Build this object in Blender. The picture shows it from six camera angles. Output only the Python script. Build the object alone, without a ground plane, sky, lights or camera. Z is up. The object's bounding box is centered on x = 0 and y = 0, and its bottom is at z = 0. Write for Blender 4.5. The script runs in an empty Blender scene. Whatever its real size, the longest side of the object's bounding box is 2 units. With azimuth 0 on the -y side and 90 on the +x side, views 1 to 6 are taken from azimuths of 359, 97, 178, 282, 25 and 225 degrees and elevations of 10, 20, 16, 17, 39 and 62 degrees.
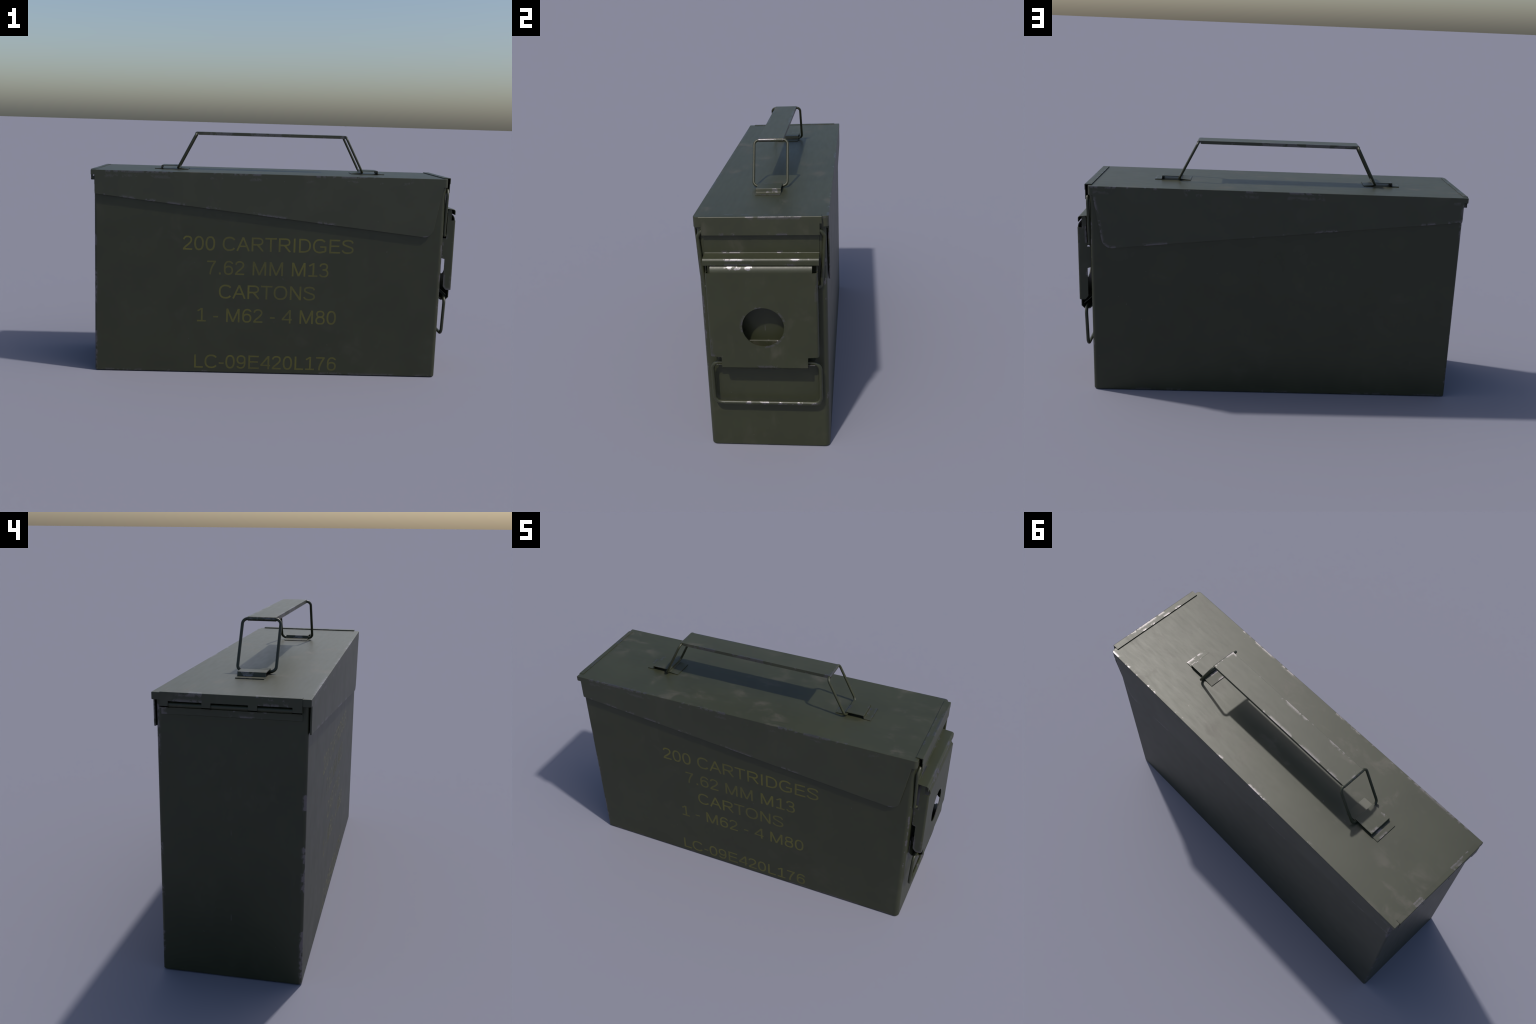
"""Painted steel ammunition box: lidded body, end latch, folding wire handle, stencilled lettering."""
import bpy, bmesh, math
from mathutils import Vector, Matrix

# ----------------------------------------------------------------------------- helpers
def obj_from_bm(name, bm, parent, mat, smooth=40):
    bmesh.ops.recalc_face_normals(bm, faces=bm.faces)
    me = bpy.data.meshes.new(name)
    bm.to_mesh(me); bm.free()
    me.materials.append(mat)
    ob = bpy.data.objects.new(name, me)
    bpy.context.scene.collection.objects.link(ob)
    ob.parent = parent
    shade(me, smooth)
    return ob

def shade(me, angle):
    for p in me.polygons:
        p.use_smooth = True
    me.set_sharp_from_angle(angle=math.radians(angle))

def apply_modifiers(ob, smooth=40):
    dg = bpy.context.evaluated_depsgraph_get()
    me = bpy.data.meshes.new_from_object(ob.evaluated_get(dg))
    old = ob.data
    ob.modifiers.clear()
    ob.data = me
    me.name = ob.name
    bpy.data.meshes.remove(old)
    shade(me, smooth)

def flat_faces(ob):
    """Keep big faces flat-shaded beside their rounded edges."""
    m = ob.modifiers.new("weighted", 'WEIGHTED_NORMAL')
    m.mode, m.weight, m.keep_sharp = 'FACE_AREA', 100, True
    dg = bpy.context.evaluated_depsgraph_get()
    me = bpy.data.meshes.new_from_object(ob.evaluated_get(dg))
    old = ob.data
    ob.modifiers.clear()
    ob.data = me
    me.name = ob.name
    bpy.data.meshes.remove(old)

def bevel(ob, width, segments=2, angle=35, smooth=40):
    m = ob.modifiers.new("bevel", 'BEVEL')
    m.width, m.segments, m.limit_method = width, segments, 'ANGLE'
    m.angle_limit = math.radians(angle)
    m.use_clamp_overlap = True
    apply_modifiers(ob, smooth)
    flat_faces(ob)

def fillet(points, radii, steps=6, closed=True):
    """Round the corners of a polygon / polyline (any dimension)."""
    pts = [Vector(p) for p in points]
    n = len(pts)
    if not hasattr(radii, '__len__'):
        radii = [radii] * n
    out = []
    for i, p in enumerate(pts):
        r = radii[i]
        if (not closed and i in (0, n - 1)) or r <= 0:
            out.append(p); continue
        a, b = pts[i - 1] - p, pts[(i + 1) % n] - p
        la, lb = a.length, b.length
        a.normalize(); b.normalize()
        ang = math.acos(max(-1, min(1, a.dot(b))))
        if ang > math.pi - 1e-3:
            out.append(p); continue
        t = min(r / math.tan(ang / 2), la * .49, lb * .49)
        rr = t * math.tan(ang / 2)
        c = p + (a + b).normalized() * (rr / math.sin(ang / 2))
        s, e = p + a * t - c, p + b * t - c
        tot = s.angle(e)
        for k in range(steps + 1):
            f = k / steps
            out.append(c + (s * math.sin((1 - f) * tot) + e * math.sin(f * tot)) / math.sin(tot))
    return out

def prism(name, outline, axis, lo, hi, parent, mat, bev=0.0, segs=2):
    """Extrude a 2D outline along an axis: 'x' -> (y,z), 'y' -> (x,z), 'z' -> (x,y)."""
    def P(p, h):
        return {'x': (h, p[0], p[1]), 'y': (p[0], h, p[1]), 'z': (p[0], p[1], h)}[axis]
    bm = bmesh.new()
    a = [bm.verts.new(P(p, lo)) for p in outline]
    b = [bm.verts.new(P(p, hi)) for p in outline]
    n = len(a)
    bm.faces.new(a[::-1]); bm.faces.new(b)
    for i in range(n):
        bm.faces.new((a[i], a[(i + 1) % n], b[(i + 1) % n], b[i]))
    ob = obj_from_bm(name, bm, parent, mat)
    if bev:
        bevel(ob, bev, segs)
    return ob

def offset_line(pts, t):
    """Thicken an open 2D polyline to its left by t -> closed outline."""
    pts = [Vector(p) for p in pts]
    n = len(pts)
    off = []
    for i in range(n):
        d0 = (pts[i] - pts[i - 1]).normalized() if i else None
        d1 = (pts[i + 1] - pts[i]).normalized() if i < n - 1 else None
        if d0 is None: d0 = d1
        if d1 is None: d1 = d0
        n0, n1 = Vector((-d0.y, d0.x)), Vector((-d1.y, d1.x))
        m = (n0 + n1).normalized()
        off.append(pts[i] + m * (t / max(.3, m.dot(n0))))
    return [tuple(p) for p in pts] + [tuple(p) for p in off[::-1]]

def strip_prism(name, line, t, lo, hi, parent, mat, bev=0.0):
    """Sheet of thickness t following an (x,z) polyline, extruded along y; ends closed by quads."""
    ring = offset_line(line, t)
    n = len(ring)
    bm = bmesh.new()
    a = [bm.verts.new((p[0], lo, p[1])) for p in ring]
    b = [bm.verts.new((p[0], hi, p[1])) for p in ring]
    for i in range(n):
        bm.faces.new((a[i], a[(i + 1) % n], b[(i + 1) % n], b[i]))
    for i in range(n // 2 - 1):
        j = n - 1 - i
        bm.faces.new((a[i], a[j], a[j - 1], a[i + 1]))
        bm.faces.new((b[i], b[i + 1], b[j - 1], b[j]))
    ob = obj_from_bm(name, bm, parent, mat)
    if bev:
        bevel(ob, bev, 1)
    return ob

def folded_sheet(name, profile, y0, y1, t, parent, mat, radius=.004, bev=.0009):
    """Sheet metal folded along y: profile is an (x,z) polyline, thickened to its left."""
    line = fillet(profile, radius, 4, closed=False)
    return strip_prism(name, line, t, y0, y1, parent, mat, bev)

def wire(name, points, radius, r, parent, mat, closed=False, sides=14, steps=8):
    """Round wire along a polyline with filleted corners."""
    path = fillet(points, radius, steps, closed)
    bm = bmesh.new()
    n = len(path)
    rings, ref = [], None
    for i, p in enumerate(path):
        prv = path[i - 1] if (i or closed) else None
        nxt = path[(i + 1) % n] if (i < n - 1 or closed) else None
        d = Vector()
        if prv is not None: d += (p - prv).normalized()
        if nxt is not None: d += (nxt - p).normalized()
        d.normalize()
        if ref is None:
            ref = d.orthogonal().normalized()
        ref = (ref - d * ref.dot(d)).normalized()
        bn = d.cross(ref)
        rings.append([bm.verts.new(p + (ref * math.cos(k * math.tau / sides) + bn * math.sin(k * math.tau / sides)) * r)
                      for k in range(sides)])
    for i in range(n if closed else n - 1):
        A, B = rings[i], rings[(i + 1) % n]
        for k in range(sides):
            bm.faces.new((A[k], A[(k + 1) % sides], B[(k + 1) % sides], B[k]))
    if not closed:
        bm.faces.new(rings[0][::-1]); bm.faces.new(rings[-1])
    return obj_from_bm(name, bm, parent, mat, 60)

def flat_pattern(outline, holes):
    """Filled 2D sheet (bmesh in the xy plane) with holes."""
    cu = bpy.data.curves.new("pattern", 'CURVE')
    cu.dimensions, cu.fill_mode = '2D', 'BOTH'
    for loop in [outline] + holes:
        sp = cu.splines.new('POLY')
        sp.points.add(len(loop) - 1)
        for q, p in zip(sp.points, loop):
            q.co = (p[0], p[1], 0, 1)
        sp.use_cyclic_u = True
    ob = bpy.data.objects.new("pattern", cu)
    bpy.context.scene.collection.objects.link(ob)
    me = bpy.data.meshes.new_from_object(ob.evaluated_get(bpy.context.evaluated_depsgraph_get()))
    bpy.data.objects.remove(ob); bpy.data.curves.remove(cu)
    bm = bmesh.new(); bm.from_mesh(me); bpy.data.meshes.remove(me)
    bmesh.ops.remove_doubles(bm, verts=bm.verts, dist=1e-6)
    return bm

def cut_lines(bm, values, axis):
    no = (1, 0, 0) if axis == 0 else (0, 1, 0)
    for v in values:
        co = (v, 0, 0) if axis == 0 else (0, v, 0)
        bmesh.ops.bisect_plane(bm, geom=bm.verts[:] + bm.edges[:] + bm.faces[:], plane_co=co, plane_no=no, dist=1e-6)

# ----------------------------------------------------------------------------- materials
PAINT = (.0255, .0285, .0125)

class Nodes:
    def __init__(self, mat):
        self.t = mat.node_tree
        self.t.nodes.clear()
    def new(self, kind, **kw):
        n = self.t.nodes.new(kind)
        for k, v in kw.items():
            if k == 'ins':
                for key, val in v.items():
                    if hasattr(val, 'is_linked') or hasattr(val, 'links'):
                        self.t.links.new(val, n.inputs[key])
                    else:
                        n.inputs[key].default_value = val
            else:
                setattr(n, k, v)
        return n
    def math(self, op, a, b=0.0, clamp=False):
        return self.new('ShaderNodeMath', operation=op, use_clamp=clamp, ins={0: a, 1: b}).outputs[0]
    def ramp(self, val, lo, hi, smooth=True):
        n = self.new('ShaderNodeMapRange', interpolation_type='SMOOTHSTEP' if smooth else 'LINEAR',
                     ins={'Value': val, 'From Min': lo, 'From Max': hi})
        return n.outputs[0]
    def noise(self, vec, scale, detail=3., rough=.55, dist=0., stretch=None, shift=(0, 0, 0)):
        m = self.new('ShaderNodeMapping', ins={'Vector': vec, 'Location': shift, 'Scale': stretch or (1, 1, 1)})
        return self.new('ShaderNodeTexNoise', ins={'Vector': m.outputs[0], 'Scale': scale, 'Detail': detail,
                        'Roughness': rough, 'Distortion': dist}).outputs[0]
    def mix(self, fac, a, b):
        n = self.new('ShaderNodeMix', data_type='RGBA')
        for i, v in ((0, fac), (6, a), (7, b)):
            if hasattr(v, 'links'):
                self.t.links.new(v, n.inputs[i])
            else:
                n.inputs[i].default_value = v if i == 0 else (*v, 1)
        return n.outputs[2]

def paint_material(name, wear=1.0, edge=.010, seam=False, smears=1.0, dust=0.0, rub=None, top_only=False, corners=None, more=0.0):
    mat = bpy.data.materials.new(name)
    mat.use_nodes = True
    N = Nodes(mat)
    pos = N.new('ShaderNodeTexCoord').outputs['Object']
    # smears of dust and rubbed paint: wispy, low contrast
    cloud = N.ramp(N.noise(pos, 3.2, 2, .5), .42, .62)
    wisp = N.ramp(N.noise(pos, 12, 4, .58, .45, (.8, 1.25, .7)), .50, .74)
    smear = N.math('MULTIPLY', N.math('MULTIPLY', cloud, wisp), smears, True)
    if top_only:                              # dust lies and is rubbed about on the flat top
        zt = N.new('ShaderNodeSeparateXYZ', ins={0: pos}).outputs[2]
        smear = N.math('MULTIPLY', smear, N.math('ADD', .22, N.math('MULTIPLY', N.ramp(zt, 1.106, 1.114), .78)))
    tone = N.noise(pos, 6, 3, .5, shift=(4, 2, 1))
    base = tuple(c + dust for c in PAINT)        # equal lift of all channels: paler, greyer green
    col = N.mix(N.ramp(tone, .3, .7), tuple(c * .93 for c in base), tuple(c * 1.07 for c in base))
    col = N.mix(N.math('MULTIPLY', smear, .8), col, (.070, .064, .048))
    # worn edges: bare metal where edges were knocked
    geo = N.new('ShaderNodeNewGeometry')
    bev = N.new('ShaderNodeBevel', samples=6, ins={'Radius': edge})
    dot = N.new('ShaderNodeVectorMath', operation='DOT_PRODUCT', ins={0: bev.outputs[0], 1: geo.outputs['Normal']}).outputs['Value']
    near = N.ramp(N.math('SUBTRACT', 1.0, dot), .001, .06)
    if rub:    # rolled edges and rods that get handled: rubbed bare along a band of heights
        zz = N.new('ShaderNodeSeparateXYZ', ins={0: pos}).outputs[2]
        for z0, z1 in rub:
            c, h = (z0 + z1) / 2, (z1 - z0) / 2
            band = N.ramp(N.math('SUBTRACT', h, N.math('ABSOLUTE', N.math('SUBTRACT', zz, c))), 0, h * .6)
            near = N.math('MAXIMUM', near, N.math('MULTIPLY', band, .8))
    if corners:  # upright corners of the box: rubbed bare in patches
        half_x, mid_x, half_y = corners
        sp = N.new('ShaderNodeSeparateXYZ', ins={0: pos})
        ax = N.math('ABSOLUTE', N.math('SUBTRACT', sp.outputs[0], mid_x))
        ay = N.math('ABSOLUTE', sp.outputs[1])
        near = N.math('MAXIMUM', near, N.math('MULTIPLY', N.ramp(ax, half_x - .022, half_x - .004), N.ramp(ay, half_y - .022, half_y - .004)))
    where = N.ramp(N.noise(pos, 7.5, 2, .5, shift=(7, 3, 9)), .47, .63)
    bits = N.noise(pos, 46, 4, .62, shift=(1, 5, 2))
    chip = N.math('ADD', N.math('MULTIPLY', near, N.math('ADD', .18, N.math('MULTIPLY', where, .62))), N.math('MULTIPLY', N.math('SUBTRACT', bits, .5), 1.9))
    chip = N.math('MULTIPLY', N.ramp(chip, .60 - more, .74 - more), N.ramp(near, .02, .12))
    specks = N.ramp(N.noise(pos, 60, 2, .5, shift=(3, 3, 3)), .775, .80)
    chip = N.math('MAXIMUM', chip, N.math('MULTIPLY', specks, .5))
    if seam:   # weld seam down the middle of both end walls, paint rubbed off in dashes
        sx = N.new('ShaderNodeSeparateXYZ', ins={0: pos})
        line = N.math('SUBTRACT', 1.0, N.ramp(N.math('ABSOLUTE', sx.outputs[1]), .0007, .0022))
        dash = N.ramp(N.noise(pos, 14, 2, .6, stretch=(.01, .01, 1)), .56, .66)
        chip = N.math('MAXIMUM', chip, N.math('MULTIPLY', N.math('MULTIPLY', line, dash), .45))
    chip = N.math('MULTIPLY', chip, wear, True)
    col = N.mix(chip, col, (.165, .155, .165))
    streak = N.noise(pos, 9, 3, .6, stretch=(1, 6, 1))
    rough = N.math('ADD', N.math('MULTIPLY', streak, .10), .40)
    rough = N.math('ADD', rough, N.math('MULTIPLY', smear, .06))
    rough = N.math('SUBTRACT', rough, N.math('MULTIPLY', chip, .06))
    grain = N.noise(pos, 160, 3, .6)
    dent = N.noise(pos, 7, 2, .5, shift=(2, 8, 4))
    h = N.math('ADD', N.math('MULTIPLY', grain, .00012), N.math('MULTIPLY', dent, .0006))
    h = N.math('SUBTRACT', h, N.math('MULTIPLY', chip, .0003))
    bump = N.new('ShaderNodeBump', ins={'Height': h, 'Strength': .35, 'Distance': 1.0})
    p = N.new('ShaderNodeBsdfPrincipled', ins={'Base Color': col, 'Roughness': rough, 'Metallic': chip,
              'Normal': bump.outputs[0], 'IOR': 1.5})
    out = N.new('ShaderNodeOutputMaterial')
    N.t.links.new(p.outputs[0], out.inputs[0])
    return mat

def stencil_material():
    mat = bpy.data.materials.new("faded_yellow_stencil_paint")
    mat.use_nodes = True
    N = Nodes(mat)
    pos = N.new('ShaderNodeTexCoord').outputs['Object']
    geo = N.new('ShaderNodeNewGeometry').outputs['Position']
    worn = N.ramp(N.noise(geo, 5.5, 2, .5, shift=(2, 0, 6)), .32, .66)
    fine = N.ramp(N.noise(geo, 60, 3, .6), .25, .75)
    fac = N.math('MULTIPLY', N.math('ADD', .60, N.math('MULTIPLY', worn, .40)), N.math('ADD', .85, N.math('MULTIPLY', fine, .15)))
    col = N.mix(fac, PAINT, (.098, .092, .013))
    p = N.new('ShaderNodeBsdfPrincipled', ins={'Base Color': col, 'Roughness': .42})
    out = N.new('ShaderNodeOutputMaterial')
    N.t.links.new(p.outputs[0], out.inputs[0])
    return mat

M_BODY = paint_material("olive_paint_body", .8, .026, seam=True, smears=.25, corners=((.9285 + .9783) / 2, (.9285 - .9783) / 2, .2755))
M_LID = paint_material("olive_paint_lid", 1.0, .024, dust=.0058, top_only=True)  # dust value lightens the whole lid base to its top's sampled brightness
M_SHEET = paint_material("olive_paint_fittings", 1.0, .018, smears=.7, dust=.003)
M_GRIP = paint_material("olive_paint_grip", 1.0, .020, smears=1.0, dust=.010, more=.13)  # base tinted paler and cooler to the grip's tone seen from above
M_LATCH = paint_material("olive_paint_latch", 1.0, .018, smears=.5, rub=[(.893, .925), (.936, .950)])
M_RING = paint_material("olive_paint_pull_ring", .9, .006, smears=.5, rub=[(.232, .256)])
M_WIRE = paint_material("olive_paint_wire", .7, .006, smears=.6)
M_TEXT = stencil_material()

# ----------------------------------------------------------------------------- root
root = bpy.data.objects.new("ammunition_box", None)
bpy.context.scene.collection.objects.link(root)
root["label"] = "dark olive steel ammunition box with wire handle and latch"
root["category"] = "ammo box"

BX0, BX1, BY = -.9783, .9285, .2755          # body walls
LX0, LX1, LY, LZ = -.9965, .9320, .2862, 1.1145   # lid outside

# ----------------------------------------------------------------------------- body
plan = fillet([(BX0, -BY), (BX1, -BY), (BX1, BY), (BX0, BY)], [.012, .024, .024, .012], 7)
bm = bmesh.new()
rows = []
rb = .005                                     # rounded bottom edge
for k in range(6):
    a = k / 5 * math.pi / 2
    inset, z = rb * (1 - math.sin(a)), rb * (1 - math.cos(a))
    rows.append((inset, z))
rows.append((0, 1.0862))
cx = (BX0 + BX1) / 2
rings = []
for inset, z in rows:
    fx, fy = 1 - inset / ((BX1 - BX0) / 2), 1 - inset / BY
    rings.append([bm.verts.new((cx + (p[0] - cx) * fx, p[1] * fy, z)) for p in plan])
for A, B in zip(rings, rings[1:]):
    for i in range(len(A)):
        bm.faces.new((A[i], A[(i + 1) % len(A)], B[(i + 1) % len(A)], B[i]))
bm.faces.new(rings[0][::-1]); bm.faces.new(rings[-1])
body = obj_from_bm("body", bm, root, M_BODY)
flat_faces(body)

# ----------------------------------------------------------------------------- lid
skirt = [(LX0, LZ), (LX1, LZ), (LX1, 1.067), (.9075, 1.067), (.8600, .7890), (-.9755, .9850), (-.9765, .9995), (-.9760, 1.0868), (LX0, 1.0868)]
skirt = fillet(skirt, [0, 0, 0, 0, .050, .004, .006, 0, 0], 6)
lid = prism("lid", [tuple(p) for p in skirt], 'y', -LY, LY, root, M_LID)
bm = bmesh.new(); bm.from_mesh(lid.data)
post = [e for e in bm.edges if abs(e.verts[0].co.x - LX1) < 1e-4 and abs(e.verts[1].co.x - LX1) < 1e-4
        and abs(e.verts[0].co.y - e.verts[1].co.y) < 1e-4]
bmesh.ops.bevel(bm, geom=post, offset=.018, segments=6, affect='EDGES', profile=.5)
bm.to_mesh(lid.data); bm.free()
box = prism("hollow", [(-2, -.2792), (.905, -.2792), (.905, .2792), (-2, .2792)], 'z', 0, 1.0868, None, M_LID)
m = lid.modifiers.new("hollow", 'BOOLEAN')
m.operation, m.solver, m.object = 'DIFFERENCE', 'EXACT', box
apply_modifiers(lid)
bpy.data.objects.remove(box)
bevel(lid, .0028, 2, 40)

# catch plate on the latch end of the lid (folded over the lid edge)
catch = [(-.2575, 1.0885), (-.2485, 1.0885), (-.2485, 1.0385), (.2485, 1.0385), (.2485, 1.0885), (.2575, 1.0885)]
ytop = 1.1195
t = .0042
bm = bmesh.new()
CXO = .9508
half = [(.2575, ytop), (.2575, 1.0885), (.2485, 1.0885), (.2485, 1.0385)]
face_outline = [(-p[0], p[1]) for p in half[::-1]] + half
# face in flat coordinates: v = distance along the fold line from the inner top edge
fold = fillet([(.9155, ytop), (CXO, ytop), (CXO, 1.0385)], .004, 5, closed=False)
lens = [0]
for a, b in zip(fold, fold[1:]):
    lens.append(lens[-1] + (b - a).length)
total = lens[-1]
drop = ytop - 1.0885
vl = total - (1.0885 - 1.0385)
bm = flat_pattern([(-.2575, 0), (.2575, 0), (.2575, vl), (.2485, vl), (.2485, total), (-.2485, total), (-.2485, vl), (-.2575, vl)], [])
cut_lines(bm, lens[1:-1], 1)
def along(path, lens, v):
    for i in range(len(lens) - 1):
        if v <= lens[i + 1] + 1e-7:
            f = (v - lens[i]) / (lens[i + 1] - lens[i])
            return path[i].lerp(path[i + 1], f)
    return path[-1]
for v in bm.verts:
    q = along(fold, lens, v.co.y)
    v.co = (q.x, v.co.x, q.y)
def sheet_object(name, bm, thick, parent, mat, toward):
    """Solidify an open sheet; `toward` is a point on the side the thickness grows to."""
    bmesh.ops.recalc_face_normals(bm, faces=bm.faces)
    ob = obj_from_bm(name, bm, parent, mat)
    me = ob.data
    f = max(me.polygons, key=lambda p: p.area)
    inward = (Vector(toward) - f.center).dot(f.normal)
    m = ob.modifiers.new("thick", 'SOLIDIFY')
    m.thickness, m.offset = thick, (1 if inward > 0 else -1)
    m.use_even_offset = False
    apply_modifiers(ob, 40)
    flat_faces(ob)
    return ob
catch_plate = sheet_object("catch_plate", bm, t, lid, M_SHEET, (.5, 0, .9))

# hinge leaf at the other end: folded over the lid, with three windows showing the hinge rod
HX = -.9998
fold = fillet([(-.9750, 1.1168), (HX, 1.1168), (HX, 1.0600)], .003, 4, closed=False)
lens = [0]
for a, b in zip(fold, fold[1:]):
    lens.append(lens[-1] + (b - a).length)
total = lens[-1]
def vz(z): return total - (z - 1.0600)
windows = []
for a, b in ((-.2205, -.0975), (-.0652, .0690), (.1015, .2245)):
    windows.append((a, b))
outline = [(-.2545, 0), (.2545, 0), (.2545, total)]
for a, b in windows[::-1]:
    outline += [(b, total), (b, vz(1.0842)), (a, vz(1.0842)), (a, total)]
outline += [(-.2545, total)]
bm = flat_pattern(outline, [])
cut_lines(bm, lens[1:-1], 1)
for v in bm.verts:
    q = along(fold, lens, v.co.y)
    v.co = (q.x, v.co.x, q.y)
hinge_leaf = sheet_object("hinge_leaf", bm, .0036, lid, M_SHEET, (0, 0, .9))
rod = wire("hinge_rod", [(-.9872, -.2540, 1.0702), (-.9872, .2540, 1.0702)], 0, .0092, body, M_WIRE, sides=20)
for a, b in [(-.2545, -.2205), (-.0975, -.0652), (.0690, .1015), (.2245, .2545)]:   # knuckles rolled under the rod
    prof = fillet([(HX, 1.066), (HX, 1.0585), (-.980, 1.0585)], .007, 5, closed=False)
    folded_sheet("hinge_knuckle", [tuple(p) for p in prof], a, b, .0034, lid, M_SHEET, 0, 0)
folded_sheet("hinge_body_leaf", [(-.9828, 1.0590), (-.9828, 1.0330)], -.2545, .2545, .0044, body, M_SHEET, 0, .0012)

# ----------------------------------------------------------------------------- handle
HZ = 1.3277
ends = {1: (.3935, .4940), -1: (-.4445, -.5465)}    # x of the grip-end bar and of the pivot bar
gx0, gx1 = ends[-1][0], ends[1][0]
ZB = HZ - .0092                                   # grip-end bar centre
wr = .0064
# grip: strip with small turned-down sides and ends rolled round the wires
roll = .0088
prof = []
for k in range(13):                               # rolled end, from underneath outward and over the top
    a = math.radians(-120 + k * 210 / 12)
    prof.append((gx1 + roll * math.cos(a), ZB + roll * math.sin(a)))
left = [(gx0 - (p[0] - gx1), p[1]) for p in prof]
line = prof + left[::-1]
handle = strip_prism("handle", [Vector(p) for p in line], .0026, -.0590, .0590, root, M_GRIP, .0006)
for s in (-1, 1):
    lo, hi = (.0550, .0588) if s > 0 else (-.0588, -.0550)
    prism("grip_side", [tuple(p) for p in fillet([(gx0 + .006, HZ - .0018), (gx1 - .006, HZ - .0018), (gx1 - .010, HZ - .0175), (gx0 + .010, HZ - .0175)], [.002, .002, .006, .006], 4)],
          'y', lo, hi, handle, M_GRIP, .0008, 1)
for s, (xt, xb) in ends.items():
    y, zb = .0788, 1.1240
    wire("handle_wire", [(xt, 0, ZB), (xt, y, ZB), (xb, y, zb), (xb, -y, zb), (xt, -y, ZB)], [0, .022, .022, .022, .022], wr, handle, M_WIRE, closed=True)
# straps that hold the pivot bars
for s in (1, -1):
    xs = [.4340, .4865, .4885, .5840, .5865, .6220] if s > 0 else [-.4880, -.5385, -.5405, -.6400, -.6425, -.6775]
    zs = [1.1180, 1.1222, 1.1362, 1.1362, 1.1190, 1.1186]
    prof = list(zip(xs, zs))
    folded_sheet("handle_strap", prof if s < 0 else prof, -.0568, .0568, .0036 if s < 0 else -.0036, lid, M_SHEET, .003, .0007)

# ----------------------------------------------------------------------------- latch lever (folded sheet)
X, W, r = .9990, .2375, .011
flat0 = W - r
arc = r * math.pi / 2
def s_of(x):                # flat coordinate of a point on the side flange at depth x
    return flat0 + arc + (X - r - x)
ZR = .8860                  # roll starts here
R = .0400
roll_len = R * math.radians(115)
half = [(.1890, .4435), (.1890, .4920), (flat0, .4950), (s_of(.968), .4960), (s_of(.9515), .5150), (s_of(.9515), .6690),
        (s_of(.9325), .6750), (s_of(.9325), .7855), (s_of(.9515), .7855), (s_of(.9530), .9440), (s_of(.9750), .9440),
        (s_of(.9750), ZR), (.2155, ZR), (.2155, ZR + roll_len)]
outline = half + [(-a, b) for a, b in half[::-1]]
rad = [0, .004, .002, .012, .012, 0, .003, .003, 0, .004, .004, 0, 0, 0]
outline = fillet(outline, rad + rad[::-1], 4)
hole = [(.0905 * math.cos(k * math.tau / 56), .6372 + .0905 * math.sin(k * math.tau / 56)) for k in range(56)]
bm = flat_pattern([tuple(p) for p in outline], [hole])
cut_lines(bm, [sg * (flat0 + arc * k / 6) for sg in (-1, 1) for k in range(7)], 0)
cut_lines(bm, [ZR + roll_len * k / 12 for k in range(1, 12)] + [ZR], 1)
for v in bm.verts:
    s, z = v.co.x, v.co.y
    sg, a = (1 if s >= 0 else -1), abs(s)
    if a <= flat0 + 1e-6:
        x, y = X, a
    elif a <= flat0 + arc:
        th = (a - flat0) / r
        x, y = X - r * (1 - math.cos(th)), flat0 + r * math.sin(th)
    else:
        x, y = X - r - (a - flat0 - arc), W
    if z > ZR and a < .2160:                      # rolled top edge
        th = (z - ZR) / R
        x, z = X - R * (1 - math.cos(th)), ZR + R * math.sin(th)
    v.co = (x, sg * y, z)
lever = sheet_object("latch_lever", bm, .0040, root, M_LATCH, (.5, 0, .65))

# clasp: plate hanging behind the catch, ledge and rolled lip over the lever's top
CL = [(.9330, 1.0600), (.9330, .9540), (.9925, .9480), (.9925, .9185)]
line = fillet(CL, [0, .003, .013, 0], 7, closed=False)
strip_prism("clasp_plate", line, -.0042, -.2450, .2450, lever, M_LATCH, .0008)
# clasp wire: bar behind the catch plate, arms down to the lever's side tabs
zt = 1.0545
wire("clasp_wire", [(.944, -.236, .8020), (.9355, -.2500, .8030), (.9355, -.2690, 1.0300), (.9385, -.2500, zt), (.9385, .2500, zt),
                    (.9355, .2690, 1.0300), (.9355, .2500, .8030), (.944, .236, .8020)],
     [0, .010, .03, .02, .02, .03, .010, 0], .0080, lever, M_WIRE)
# hinge trough on the body below the lever, and pull ring hanging in it
trough = [(.9300, .5450), (.9300, .4580), (.9460, .4415), (.9760, .4415)]
folded_sheet("latch_hinge", trough, -.2180, .2180, .0035, body, M_SHEET, .002, .0006)
folded_sheet("latch_hinge_web", [(.9335, .5430), (.9335, .5000), (.9840, .4560)], -.1850, .1850, .0038, lever, M_SHEET, 0, .0006)
folded_sheet("latch_hem", [(.9985, .4440), (.9835, .4280), (.9540, .4280), (.9420, .4400)], -.1888, .1888, -.0036, lever, M_SHEET, .002, .0005)
yb = .2400
wire("pull_ring", [(.9640, 0, .4500), (.9640, yb, .4500), (.9580, yb, .2430), (.9580, -yb, .2430), (.9640, -yb, .4500)],
     [0, .034, .034, .034, .034], .0086, lever, M_RING, closed=True)

# ----------------------------------------------------------------------------- lettering
# Grotesque capitals and figures drawn as strokes, in units of 1/2048 em, then laid on the wall.
EM = .1112 / 2048
ADV = {' ': 569, '-': 682, '.': 569, 'A': 1366, 'C': 1479, 'D': 1479, 'E': 1366, 'G': 1593, 'I': 569, 'L': 1139, 'M': 1706, 'N': 1479,
       'O': 1593, 'R': 1479, 'S': 1366, 'T': 1251}

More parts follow.
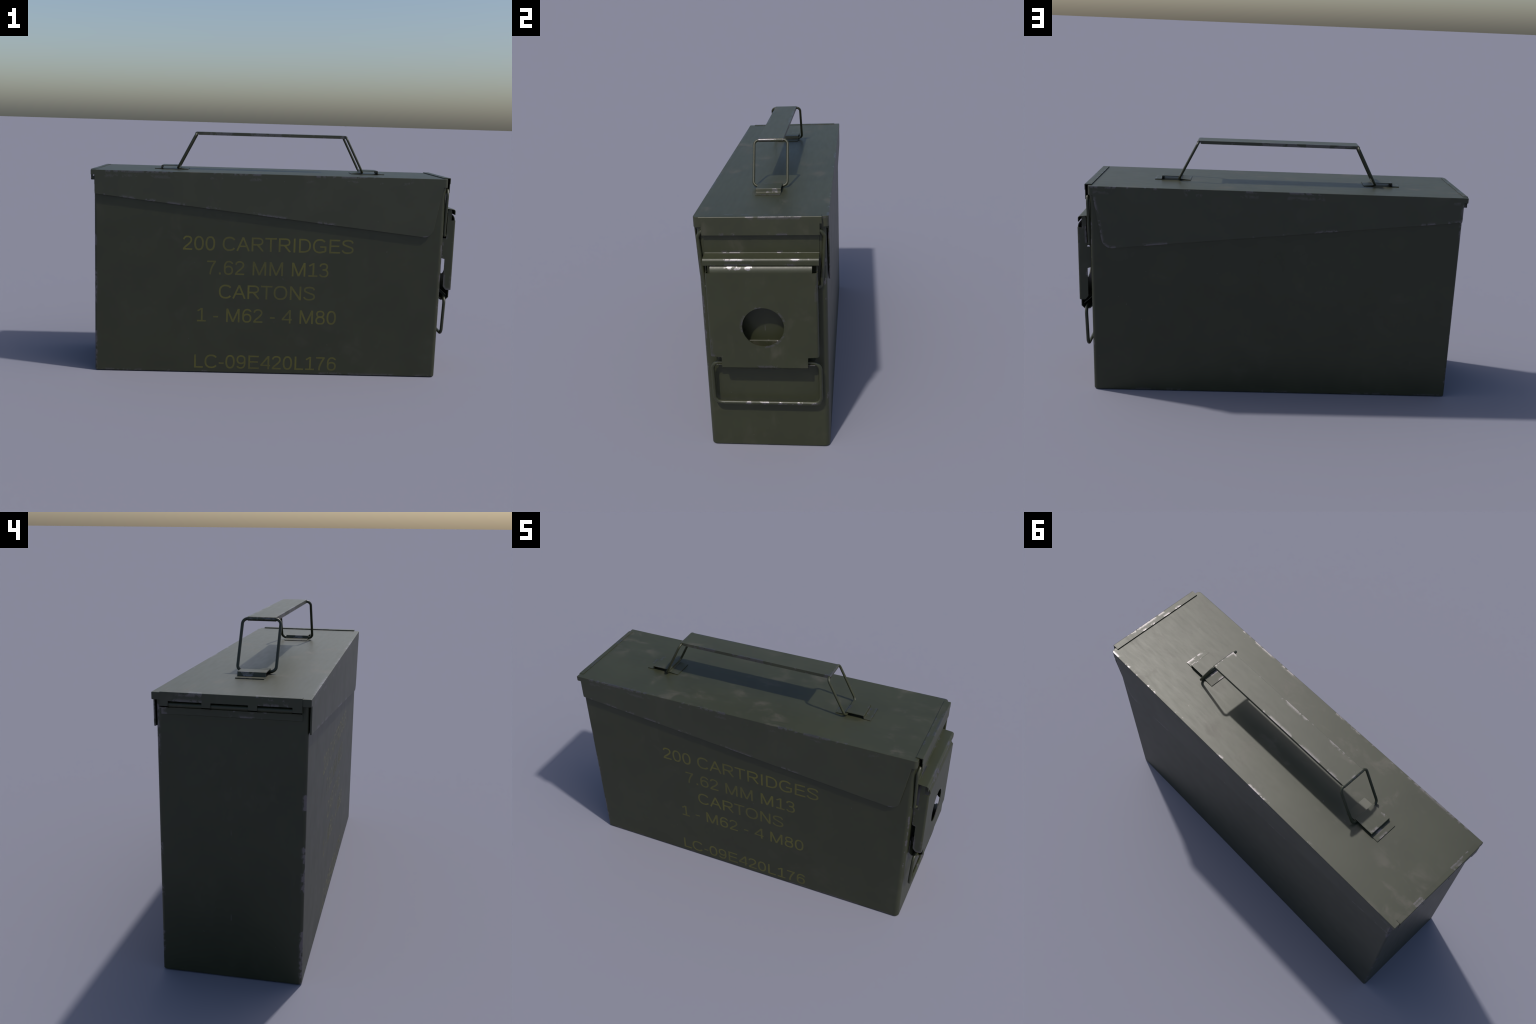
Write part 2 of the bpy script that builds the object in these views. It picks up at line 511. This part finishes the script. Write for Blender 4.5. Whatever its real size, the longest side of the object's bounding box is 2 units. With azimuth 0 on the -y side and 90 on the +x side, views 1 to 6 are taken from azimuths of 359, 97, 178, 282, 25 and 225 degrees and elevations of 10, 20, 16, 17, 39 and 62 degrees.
def ell(cx, cy, rx, ry, a0, a1, n=18):
    """Arc of an ellipse, degrees, slightly squared like a grotesque bowl."""
    out = []
    for k in range(n + 1):
        a = math.radians(a0 + (a1 - a0) * k / n)
        c, s_ = math.cos(a), math.sin(a)
        q = 1 + .045 * math.sin(2 * a) ** 2
        out.append((cx + rx * q * c, cy + ry * q * s_))
    return out

V, H = 186, 158                 # stem and crossbar widths
top, mid = 1409 - H / 2, 740
R_ = 1430 - H / 2               # top of round letters (centre line)
B_ = -20 + H / 2
rc, rh = (R_ + B_) / 2, (R_ - B_) / 2
def S_curve(x0, x1):
    c = (x0 + x1) / 2; w = (x1 - x0) / 2
    return [(x1 - 25, 1075), (x1 - 90, 1215), (x1 - 200, 1310), (c + 20, R_), (c - w * .45, R_ - 35), (x0 + 95, 1225), (x0 + 50, 1070), (x0 + 95, 925), (c - w * .35, 815),
            (c + w * .2, 705), (x1 - 120, 610), (x1 - 30, 500), (x1, 370), (x1 - 50, 210), (c + w * .55, 95), (c, B_), (c - w * .5, 88), (x0 + 80, 200), (x0, 345)]
GLYPH = {
    '0': [(ell(569, 705, 395, rh, 0, 360, 40)[:-1], 178, True)],
    '1': [([(200, 1110), (420, 1230), (610, 1409)], 150, False), ([(640, 1409), (640, 120)], 178, False), ([(156, H / 2), (1063, H / 2)], H, False)],
    '2': [([(170, 1060)] + ell(565, 1030, 375, R_ - 1030, 165, -20, 16) + [(850, 790), (700, 620), (460, 420), (270, 250), (185, 90)], 165, False), ([(110, H / 2), (1036, H / 2)], H, False)],
    '3': [([(160, 1080)] + ell(545, 1045, 355, R_ - 1045, 160, -75, 16) + [(560, mid), (420, mid)], 162, False),
          ([(430, mid), (580, mid)] + ell(560, 385, 400, 355, 75, -160, 16), 162, False)],
    '4': [([(880, 0), (880, 1409)], 176, False), ([(850, 1350), (105, 400)], 165, False), ([(60, 395), (1079, 395)], 150, False)],
    '6': [(ell(575, 455, 385, 395, 0, 360, 32)[:-1], 168, True), ([(945, 1125)] + ell(610, 770, 425, R_ - 770, 40, 182, 16) + [(190, 500)], 165, False)],
    '7': [([(105, top), (1000, top)], H, False), ([(945, 1360), (780, 1080), (610, 760), (500, 450), (450, 180), (440, 0)], 172, False)],
    '8': [(ell(569, 1055, 345, R_ - 1055, 0, 360, 30)[:-1], 160, True), (ell(569, 385, 398, 362, 0, 360, 32)[:-1], 166, True)],
    '9': [(ell(560, 950, 385, 395, 0, 360, 32)[:-1], 168, True), ([(190, 280)] + ell(525, 640, 425, 640 - B_, 222, 362, 16) + [(945, 900)], 165, False)],
    'A': [([(90, 0), (683, 1390)], 172, False), ([(1276, 0), (683, 1390)], 172, False), ([(330, 485), (1036, 485)], 150, False)],
    'C': [(ell(790, 705, 600, rh, 38, 322, 36), 178, False)],
    'D': [([(261, 0), (261, 1409)], V, False), ([(261, top), (600, top)] + ell(640, 705, 648, top - 705, 90, -90, 24) + [(600, H / 2), (261, H / 2)], 168, False)],
    'E': [([(261, 0), (261, 1409)], V, False), ([(261, top), (1237, top)], H, False), ([(261, mid), (1165, mid)], 150, False), ([(261, H / 2), (1278, H / 2)], H, False)],
    'G': [(ell(795, 705, 605, rh, 40, 300, 34) + [(1260, 130), (1375, 230)], 174, False), ([(1375, 640), (1375, 160)], 172, False), ([(830, 630), (1460, 630)], 150, False)],
    'I': [([(284, 0), (284, 1409)], V, False)],
    'L': [([(261, 0), (261, 1409)], V, False), ([(261, H / 2), (1071, H / 2)], H, False)],
    'M': [([(255, 0), (255, 1409)], 174, False), ([(1452, 0), (1452, 1409)], 174, False), ([(280, 1380), (854, 40)], 176, False), ([(1427, 1380), (854, 40)], 176, False)],
    'N': [([(255, 0), (255, 1409)], 178, False), ([(1224, 0), (1224, 1409)], 178, False), ([(270, 1370), (1210, 40)], 190, False)],
    'O': [(ell(797, 705, 610, rh, 0, 360, 44)[:-1], 180, True)],
    'R': [([(261, 0), (261, 1409)], V, False), ([(261, top), (820, top)] + ell(850, 1005, 410, top - 1005, 90, -90, 18) + [(820, 680), (261, 680)], 162, False), ([(800, 640), (1330, 0)], 196, False)],
    'S': [(S_curve(130, 1190), 170, False)],
    'T': [([(625, 0), (625, top)], V, False), ([(42, top), (1208, top)], H, False)],
    '-': [([(91, 540), (591, 540)], 162, False)],
    '.': [([(284, 0), (284, 219)], 195, False)],
}
def smooth_path(pts, closed):
    """Round the joints of drawn curves a little (one corner-cutting pass)."""
    if len(pts) < 5:
        return [Vector(p) for p in pts]
    for _ in range(2):
        out = [] if closed else [pts[0]]
        n = len(pts)
        for i in range(n if closed else n - 1):
            a, b = Vector(pts[i]), Vector(pts[(i + 1) % n])
            out += [a.lerp(b, .25), a.lerp(b, .75)]
        if not closed:
            out.append(pts[-1])
        pts = out
    return [Vector(p) for p in pts]

glyphs = {}
def glyph(ch):
    if ch in glyphs:
        return glyphs[ch]
    bm = bmesh.new()
    for k, (pts, w, closed) in enumerate(GLYPH[ch]):
        path = smooth_path(pts, closed)
        n = len(path)
        lift = -.00015 - k * .0001          # later strokes lie a little over the earlier ones
        L, Rr = [], []
        for i, p in enumerate(path):
            a = path[i - 1] if (i or closed) else None
            b = path[(i + 1) % n] if (i < n - 1 or closed) else None
            d = Vector((0, 0))
            if a is not None: d += (p - a).normalized()
            if b is not None: d += (b - p).normalized()
            d.normalize()
            nrm = Vector((-d.y, d.x)) * (w / 2)
            for side, q in ((L, p + nrm), (Rr, p - nrm)):
                q = Vector((q.x, max(-20, min(1430, q.y))))
                side.append((bm.verts.new((q.x * EM, lift, q.y * EM)), bm.verts.new((q.x * EM, .0005, q.y * EM))))
        for i in range(n if closed else n - 1):
            j = (i + 1) % n
            bm.faces.new((L[i][0], L[j][0], Rr[j][0], Rr[i][0]))
            bm.faces.new((L[i][1], L[i][0], L[j][0], L[j][1])) if False else bm.faces.new((L[j][0], L[i][0], L[i][1], L[j][1]))
            bm.faces.new((Rr[i][0], Rr[j][0], Rr[j][1], Rr[i][1]))
        if not closed:
            for i in (0, n - 1):
                bm.faces.new((L[i][0], Rr[i][0], Rr[i][1], L[i][1]))
    bmesh.ops.recalc_face_normals(bm, faces=bm.faces)
    me = bpy.data.meshes.new("letter")
    bm.to_mesh(me); bm.free()
    for f in me.polygons:                   # the painted faces look out from the wall
        if abs(f.normal.y) > .9 and f.normal.y > 0:
            f.flip()
    me.materials.append(M_TEXT)
    glyphs[ch] = me
    return me

for text, xc, zb in (("200 CARTRIDGES", -.0310, .6915), ("7.62 MM M13", -.0310, .5580), ("CARTONS", -.0310, .4245),
                     ("1 - M62 - 4 M80", -.0310, .2905), ("LC-09E420L176", -.0310, .0240)):
    width = sum(ADV.get(c, 1139) for c in text) * EM
    x = xc - width / 2
    for c in text:
        if c != ' ':
            ob = bpy.data.objects.new("letter", glyph(c))
            bpy.context.scene.collection.objects.link(ob)
            ob.parent = body
            ob.location = (x, -BY, zb)
        x += ADV.get(c, 1139) * EM
